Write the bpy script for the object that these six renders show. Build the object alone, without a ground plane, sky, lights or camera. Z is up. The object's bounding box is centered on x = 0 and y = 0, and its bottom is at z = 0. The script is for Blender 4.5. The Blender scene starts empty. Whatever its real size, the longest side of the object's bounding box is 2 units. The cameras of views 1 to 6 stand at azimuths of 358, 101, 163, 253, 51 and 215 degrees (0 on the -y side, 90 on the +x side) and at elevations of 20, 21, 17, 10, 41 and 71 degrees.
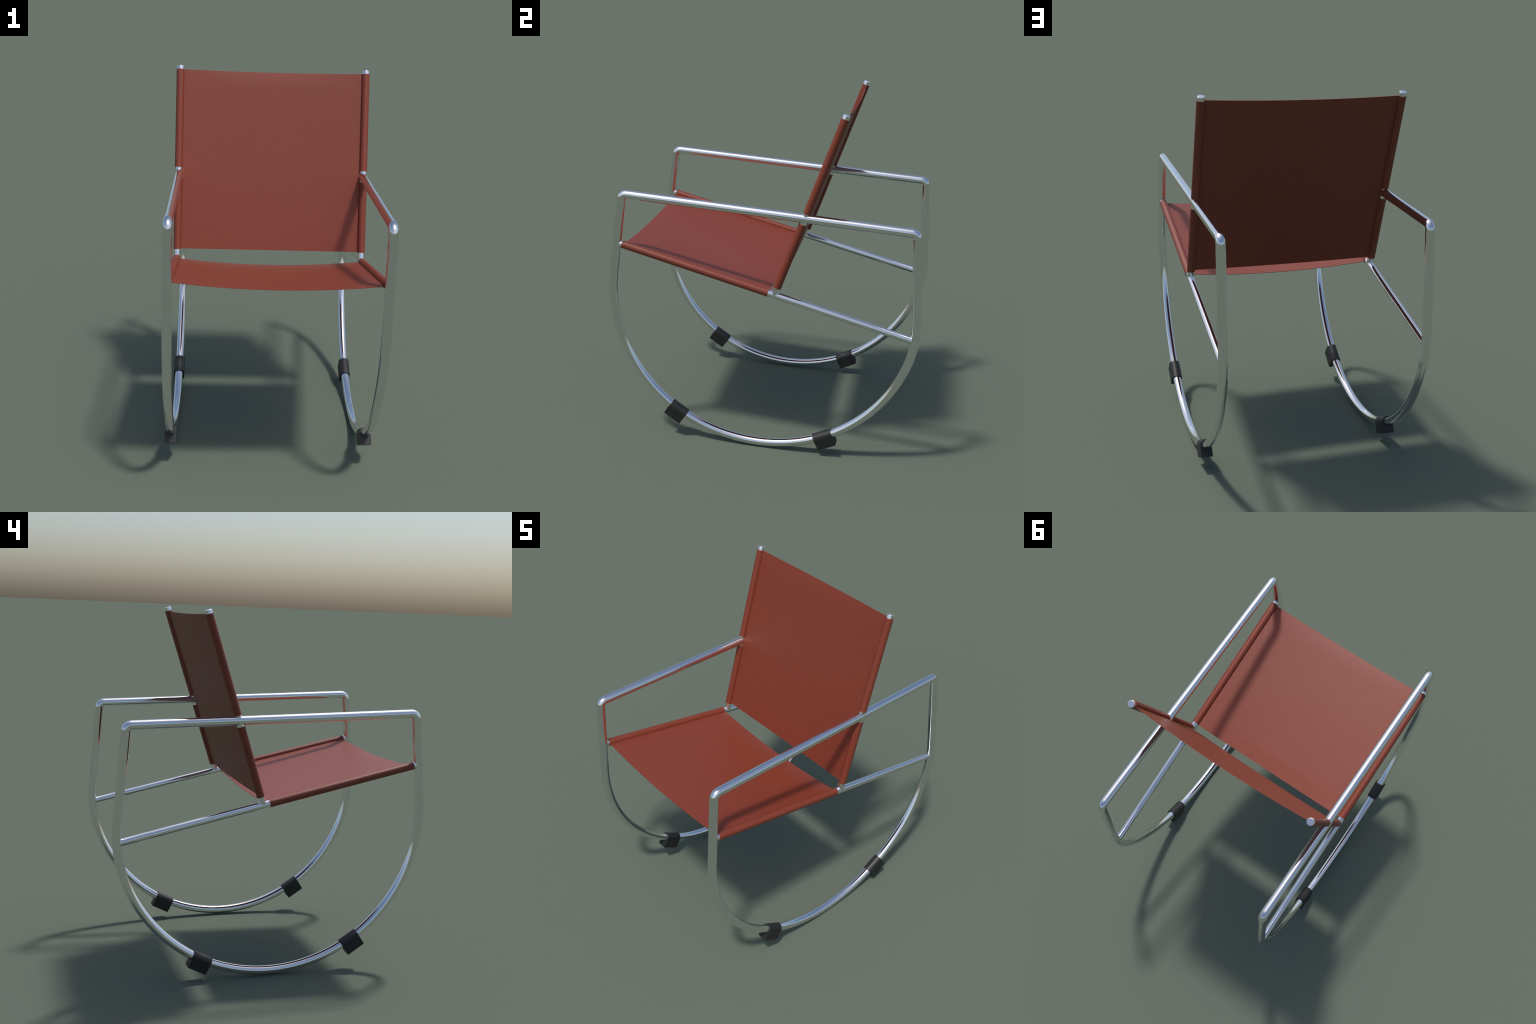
"""Tubular-steel rocking chair with a rust-red sling seat and back."""
import bpy
import math
from mathutils import Vector

# ---------------------------------------------------------------- sizes (m)
SIDE_X = 0.5232          # distance of each side frame from the middle plane
FRAME_R = 0.0242         # radius of the rocker / arm tube
RAIL_R = 0.0196          # radius of seat rails and back posts
SLEEVE_R = 0.0218        # outer radius of the hem wrapped round a tube
ROCK_C = (0.0060, 0.8910)   # (y, z) centre of the rocker circle
ROCK_R = 0.8652

ARM_FRONT = Vector((-0.7985, 1.4673))   # (y, z) axis corner of arm and front upright
ARM_REAR = Vector((0.8198, 1.4004))     # (y, z) axis corner of arm and rear upright


def rail_z(y):           # seat rail axis
    return 1.1734 - 0.2343 * (y + 0.8052)


def post_y(z):           # back post axis
    return 0.4045 + 0.3285 * (z - 1.974)


# ---------------------------------------------------------------- materials
def new_material(name):
    m = bpy.data.materials.new(name)
    m.use_nodes = True
    nt = m.node_tree
    return m, nt, nt.nodes["Principled BSDF"]


def chrome_material():
    m, nt, b = new_material("polished_chrome")
    b.inputs["Base Color"].default_value = (0.87, 0.87, 0.87, 1)
    b.inputs["Metallic"].default_value = 1.0
    tc = nt.nodes.new("ShaderNodeTexCoord")
    n = nt.nodes.new("ShaderNodeTexNoise")
    n.inputs["Scale"].default_value = 6.0
    n.inputs["Detail"].default_value = 3.0
    r = nt.nodes.new("ShaderNodeMapRange")
    r.inputs["To Min"].default_value = 0.085
    r.inputs["To Max"].default_value = 0.115
    nt.links.new(tc.outputs["Object"], n.inputs["Vector"])
    nt.links.new(n.outputs["Fac"], r.inputs["Value"])
    nt.links.new(r.outputs["Result"], b.inputs["Roughness"])
    return m


def fabric_material():
    m, nt, b = new_material("rust_red_sling_fabric")
    tc = nt.nodes.new("ShaderNodeTexCoord")
    grain = nt.nodes.new("ShaderNodeTexNoise")
    grain.inputs["Scale"].default_value = 310.0
    grain.inputs["Detail"].default_value = 2.0
    ramp = nt.nodes.new("ShaderNodeValToRGB")
    ramp.color_ramp.elements[0].position = 0.3
    ramp.color_ramp.elements[0].color = FABRIC_DARK
    ramp.color_ramp.elements[1].position = 0.7
    ramp.color_ramp.elements[1].color = FABRIC_LIGHT
    bump = nt.nodes.new("ShaderNodeBump")
    bump.inputs["Strength"].default_value = 0.4
    bump.inputs["Distance"].default_value = 0.0012
    nt.links.new(tc.outputs["Object"], grain.inputs["Vector"])
    nt.links.new(grain.outputs["Fac"], ramp.inputs["Fac"])
    nt.links.new(ramp.outputs["Color"], b.inputs["Base Color"])
    nt.links.new(grain.outputs["Fac"], bump.inputs["Height"])
    nt.links.new(bump.outputs["Normal"], b.inputs["Normal"])
    b.inputs["Roughness"].default_value = 0.5
    b.inputs["Specular IOR Level"].default_value = 0.5
    return m


def rubber_material():
    m, nt, b = new_material("black_rubber")
    tc = nt.nodes.new("ShaderNodeTexCoord")
    n = nt.nodes.new("ShaderNodeTexNoise")
    n.inputs["Scale"].default_value = 120.0
    ramp = nt.nodes.new("ShaderNodeValToRGB")
    ramp.color_ramp.elements[0].color = (0.011, 0.011, 0.011, 1)
    ramp.color_ramp.elements[1].color = (0.015, 0.015, 0.015, 1)
    nt.links.new(tc.outputs["Object"], n.inputs["Vector"])
    nt.links.new(n.outputs["Fac"], ramp.inputs["Fac"])
    nt.links.new(ramp.outputs["Color"], b.inputs["Base Color"])
    b.inputs["Roughness"].default_value = 0.5
    return m


FABRIC_DARK = (0.170, 0.0305, 0.0140, 1)
FABRIC_LIGHT = (0.206, 0.0375, 0.0180, 1)
CHROME = chrome_material()
FABRIC = fabric_material()
RUBBER = rubber_material()


# ---------------------------------------------------------------- helpers
def make_mesh(name, verts, faces, material, sharp_angle=40):
    me = bpy.data.meshes.new(name)
    me.from_pydata([tuple(v) for v in verts], [], faces)
    me.update()
    me.materials.append(material)
    me.polygons.foreach_set("use_smooth", [True] * len(me.polygons))
    me.set_sharp_from_angle(angle=math.radians(sharp_angle))
    return me


def place(name, mesh, parent, location=(0, 0, 0)):
    ob = bpy.data.objects.new(name, mesh)
    bpy.context.scene.collection.objects.link(ob)
    ob.parent = parent
    ob.location = location
    return ob


def ring(centre, normal, radius, seg):
    """Circle round a (y, z) path point; normal is the in-plane unit normal."""
    out = []
    for k in range(seg):
        a = 2 * math.pi * k / seg
        out.append((radius * math.cos(a),
                    centre.x + normal.x * radius * math.sin(a),
                    centre.y + normal.y * radius * math.sin(a)))
    return out


def sweep(path, radii, closed=False, seg=48, cap=True):
    """Tube along a path of (y, z) points in the plane x = 0."""
    n = len(path)
    verts, faces = [], []
    for i, p in enumerate(path):
        if closed:
            t = path[(i + 1) % n] - path[i - 1]
        else:
            t = path[min(i + 1, n - 1)] - path[max(i - 1, 0)]
        t.normalize()
        verts += ring(p, Vector((-t.y, t.x)), radii if not isinstance(radii, list) else radii[i], seg)
    m = n if closed else n - 1
    for i in range(m):
        j = (i + 1) % n
        for k in range(seg):
            l = (k + 1) % seg
            faces.append((i * seg + k, i * seg + l, j * seg + l, j * seg + k))
    if cap and not closed:
        faces.append(tuple(range(seg))[::-1])
        faces.append(tuple((n - 1) * seg + k for k in range(seg)))
    return verts, faces


def sleeve_shell(a, b, outer, inner, seg=48):
    """Open-ended cloth tube from a to b with rounded hem edges."""
    d = (b - a).normalized()
    nrm = Vector((-d.y, d.x))
    lip = (outer - inner) * 0.35
    stations = [(a, inner), (a, outer - lip), (a + d * lip, outer),
                (b - d * lip, outer), (b, outer - lip), (b, inner)]
    verts, faces = [], []
    for p, r in stations:
        verts += ring(p, nrm, r, seg)
    for i in range(len(stations)):
        j = (i + 1) % len(stations)
        for k in range(seg):
            l = (k + 1) % seg
            faces.append((i * seg + k, i * seg + l, j * seg + l, j * seg + k))
    return verts, faces


# ---------------------------------------------------------------- side frame
def fillet(corner, before, after, radius, steps=14):
    """Rounded corner between two straight legs."""
    u = (before - corner).normalized()
    v = (after - corner).normalized()
    half = u.angle(v) / 2
    dist = radius / math.tan(half)
    centre = corner + (u + v).normalized() * (radius / math.sin(half))
    p0, p1 = corner + u * dist, corner + v * dist
    a0 = math.atan2(p0.y - centre.y, p0.x - centre.x)
    a1 = math.atan2(p1.y - centre.y, p1.x - centre.x)
    while a1 - a0 > math.pi:
        a1 -= 2 * math.pi
    while a1 - a0 < -math.pi:
        a1 += 2 * math.pi
    return [centre + radius * Vector((math.cos(a0 + (a1 - a0) * i / steps),
                                      math.sin(a0 + (a1 - a0) * i / steps)))
            for i in range(steps + 1)]


def side_frame_path():
    c = Vector(ROCK_C)
    # front upright: the line from the arm corner that touches the rocker circle
    to = ARM_FRONT - c
    touch = math.acos(ROCK_R / to.length)
    ang_front = math.atan2(to.y, to.x) + touch
    front_touch = c + ROCK_R * Vector((math.cos(ang_front), math.sin(ang_front)))
    # rear upright: straight, then a tighter bend into the circle
    lean = 0.0755
    straight_end = Vector((ARM_REAR.x + lean * (ARM_REAR.y - 0.90), 0.90))
    ang_rear = math.asin((0.655 - c.y) / ROCK_R)
    ang_rear_end = ang_rear + 2 * math.pi
    path = []
    path += fillet(ARM_REAR, straight_end, ARM_FRONT, 0.031)
    steps = 24
    a = path[-1]
    corner_front = fillet(ARM_FRONT, ARM_REAR, front_touch, 0.031)
    b = corner_front[0]
    path += [a.lerp(b, i / steps) for i in range(1, steps)]
    path += corner_front
    a = path[-1]
    path += [a.lerp(front_touch, i / 10) for i in range(1, 10)]
    steps = 150
    path += [c + ROCK_R * Vector((math.cos(ang_front + (ang_rear_end - ang_front) * i / steps),
                                  math.sin(ang_front + (ang_rear_end - ang_front) * i / steps)))
             for i in range(steps + 1)]
    # Hermite bend
    p0 = path[-1]
    t0 = Vector((-math.sin(ang_rear), math.cos(ang_rear)))
    p1 = straight_end
    t1 = (ARM_REAR - straight_end).normalized()
    span = (p1 - p0).length
    for i in range(1, 25):
        s = i / 24
        path.append((2 * s**3 - 3 * s**2 + 1) * p0 + (s**3 - 2 * s**2 + s) * span * t0
                    + (3 * s**2 - 2 * s**3) * p1 + (s**3 - s**2) * span * t1)
    a, b = path[-1], path[0]
    path += [a.lerp(b, i / 14) for i in range(1, 14)]
    return path


# ---------------------------------------------------------------- slings
def sling_panel(edge_a, edge_b, sag_dir, half_w, sag_profile, droop_a=0.0,
                thick=0.0026, nx=72, ny=60):
    """Thin cloth hung between two parallel tubes.

    edge_a / edge_b: (y, z) points of the two free edges on the tube axis;
    sag_profile: list of (distance fraction from edge_a, sag in the middle);
    droop_a: how far the middle of edge a is drawn in along the cloth."""
    run = (edge_b - edge_a)
    length = run.length
    verts, faces = [], []

    def sag(f):
        for (f0, s0), (f1, s1) in zip(sag_profile, sag_profile[1:]):
            if f <= f1:
                t = (f - f0) / (f1 - f0)
                t = t * (2 - t) if f0 == 0 and len(sag_profile) > 2 else t
                return s0 + (s1 - s0) * t
        return sag_profile[-1][1]

    for side in (-1, 1):
        for j in range(ny + 1):
            f = 0.5 - 0.5 * math.cos(math.pi * j / ny)
            depth = sag(f)
            for i in range(nx + 1):
                x = -half_w + 2 * half_w * i / nx
                t = abs(x) / half_w
                hang = 0.0012 + depth * (1 - t ** 2.0)
                pull = droop_a * (1 - t ** 2) * max(0.0, 1 - f * length / 0.2)
                p = edge_a + run * f + run.normalized() * pull + sag_dir * (hang + side * thick / 2)
                verts.append((x, p.x, p.y))
    n = (nx + 1) * (ny + 1)
    idx = lambda s, i, j: s * n + j * (nx + 1) + i
    for j in range(ny):
        for i in range(nx):
            faces.append((idx(0, i, j), idx(0, i + 1, j), idx(0, i + 1, j + 1), idx(0, i, j + 1)))
            faces.append((idx(1, i, j), idx(1, i, j + 1), idx(1, i + 1, j + 1), idx(1, i + 1, j)))
    for i in range(nx):
        faces.append((idx(0, i, 0), idx(1, i, 0), idx(1, i + 1, 0), idx(0, i + 1, 0)))
        faces.append((idx(0, i, ny), idx(0, i + 1, ny), idx(1, i + 1, ny), idx(1, i, ny)))
    for j in range(ny):
        faces.append((idx(0, 0, j), idx(0, 0, j + 1), idx(1, 0, j + 1), idx(1, 0, j)))
        faces.append((idx(0, nx, j), idx(1, nx, j), idx(1, nx, j + 1), idx(0, nx, j + 1)))
    return verts, faces


# ---------------------------------------------------------------- foot block
def stop_block(half_w=0.0313, drop=0.0632, hole=0.0246, length=0.111, seg=40):
    """Clip round the tube (along local y) with a square foot below it."""
    outline, inner = [], []
    for k in range(seg + 1):                      # half circle over the top
        a = math.pi * k / seg
        outline.append((half_w * math.cos(a), half_w * math.sin(a)))
    outline += [(-half_w, -drop * 0.5), (-half_w, -drop), (0.0, -drop), (half_w, -drop), (half_w, -drop * 0.5)]
    for (x, z) in outline:
        r = math.hypot(x, z)
        inner.append((x / r * hole, z / r * hole))
    n = len(outline)
    verts = []
    for y in (-length / 2, length / 2):
        verts += [(x, y, z) for x, z in outline]
        verts += [(x, y, z) for x, z in inner]
    faces = []
    for k in range(n):
        l = (k + 1) % n
        faces.append((k, l, n + l, n + k))                                # end
        faces.append((2 * n + k, 3 * n + k, 3 * n + l, 2 * n + l))        # other end
        faces.append((k, 2 * n + k, 2 * n + l, l))                        # outside
        faces.append((n + k, n + l, 3 * n + l, 3 * n + k))                # bore
    return verts, faces


# ================================================================ assembly
chair = bpy.data.objects.new("rocking_chair", None)
bpy.context.scene.collection.objects.link(chair)
chair["label"] = "tubular chrome rocking chair with rust-red sling seat and back"
chair["category"] = "rocking chair"

frame_mesh = make_mesh("rocker_frame", *sweep(side_frame_path(), FRAME_R, closed=True), CHROME)

# seat rail: front upright to rear upright
y0, y1 = -0.832, 0.858
rail_mesh = make_mesh("seat_rail", *sweep([Vector((y0 + (y1 - y0) * i / 20, rail_z(y0 + (y1 - y0) * i / 20)))
                                           for i in range(21)], RAIL_R), CHROME)

# back post: seat rail to above the backrest, with a softly rounded top
post_dir = Vector((0.3285, 1.0)).normalized()
top = Vector((post_y(1.9935), 1.9935))
z0 = 0.9715
bottom = Vector((post_y(z0), z0))
stations = [bottom.lerp(top, i / 12) for i in range(12)]
radii = [RAIL_R] * 12
for drop, r in ((0.0032, 0.0), (0.0017, 0.0004), (0.0006, 0.0013), (0.00004, 0.0028), (0.00002, 0.0040), (0.0, 0.0055)):
    stations.append(top - post_dir * drop)
    radii.append(RAIL_R - r)
post_mesh = make_mesh("back_post", *sweep(stations, radii), CHROME, 60)

seat_a = Vector((-0.8010, rail_z(-0.8010)))
seat_b = Vector((0.0385, rail_z(0.0385)))
seat_dir = (seat_b - seat_a).normalized()
seat_down = Vector((seat_dir.y, -seat_dir.x))
back_at = lambda z: Vector((post_y(z), z))
back_behind = Vector((post_dir.y, -post_dir.x))

seat_sleeve_mesh = make_mesh("sleeve_seat", *sleeve_shell(seat_a, seat_b, SLEEVE_R, RAIL_R + 0.0002), FABRIC)
upper_sleeve_mesh = make_mesh("sleeve_upper", *sleeve_shell(back_at(1.4525), back_at(1.974), SLEEVE_R, RAIL_R + 0.0002), FABRIC)
lower_sleeve_mesh = make_mesh("sleeve_lower", *sleeve_shell(back_at(1.013), back_at(1.3935), SLEEVE_R, RAIL_R + 0.0002), FABRIC)

HALF = SIDE_X - RAIL_R + 0.0025
rail_at = lambda y: Vector((y, rail_z(y)))
seat_mesh = make_mesh("seat_sling", *sling_panel(rail_at(-0.7970), rail_at(0.0420), seat_down, HALF,
                                                 [(0, 0.0270), (0.12, 0.0248), (0.9, 0.0248), (1, 0.0272)]), FABRIC)
back_mesh = make_mesh("backrest_sling", *sling_panel(back_at(1.974), back_at(1.0165), back_behind, HALF,
                                                     [(0, 0.0175), (0.11, 0.0125), (1, 0.0065)], 0.003), FABRIC)
seat = place("seat_sling", seat_mesh, chair)
back = place("backrest_sling", back_mesh, chair)

block_mesh = make_mesh("rocker_stop", *stop_block(), RUBBER, 35)

for sx in (-1, 1):
    x = sx * SIDE_X
    frame = place("rocker_frame", frame_mesh, chair, (x, 0, 0))
    place("seat_rail", rail_mesh, chair, (x, 0, 0))
    place("back_post", post_mesh, chair, (x, 0, 0))
    place("sleeve", seat_sleeve_mesh, seat, (x, 0, 0))
    place("sleeve", upper_sleeve_mesh, back, (x, 0, 0))
    place("sleeve", lower_sleeve_mesh, back, (x, 0, 0))
    for deg in (-33.65, 26.6):
        a = math.radians(deg)
        r = ROCK_R - 0.0006
        ob = place("rocker_stop", block_mesh, chair,
                   (x, ROCK_C[0] + r * math.sin(a), ROCK_C[1] - r * math.cos(a)))
        ob.rotation_euler = (a, 0, 0)
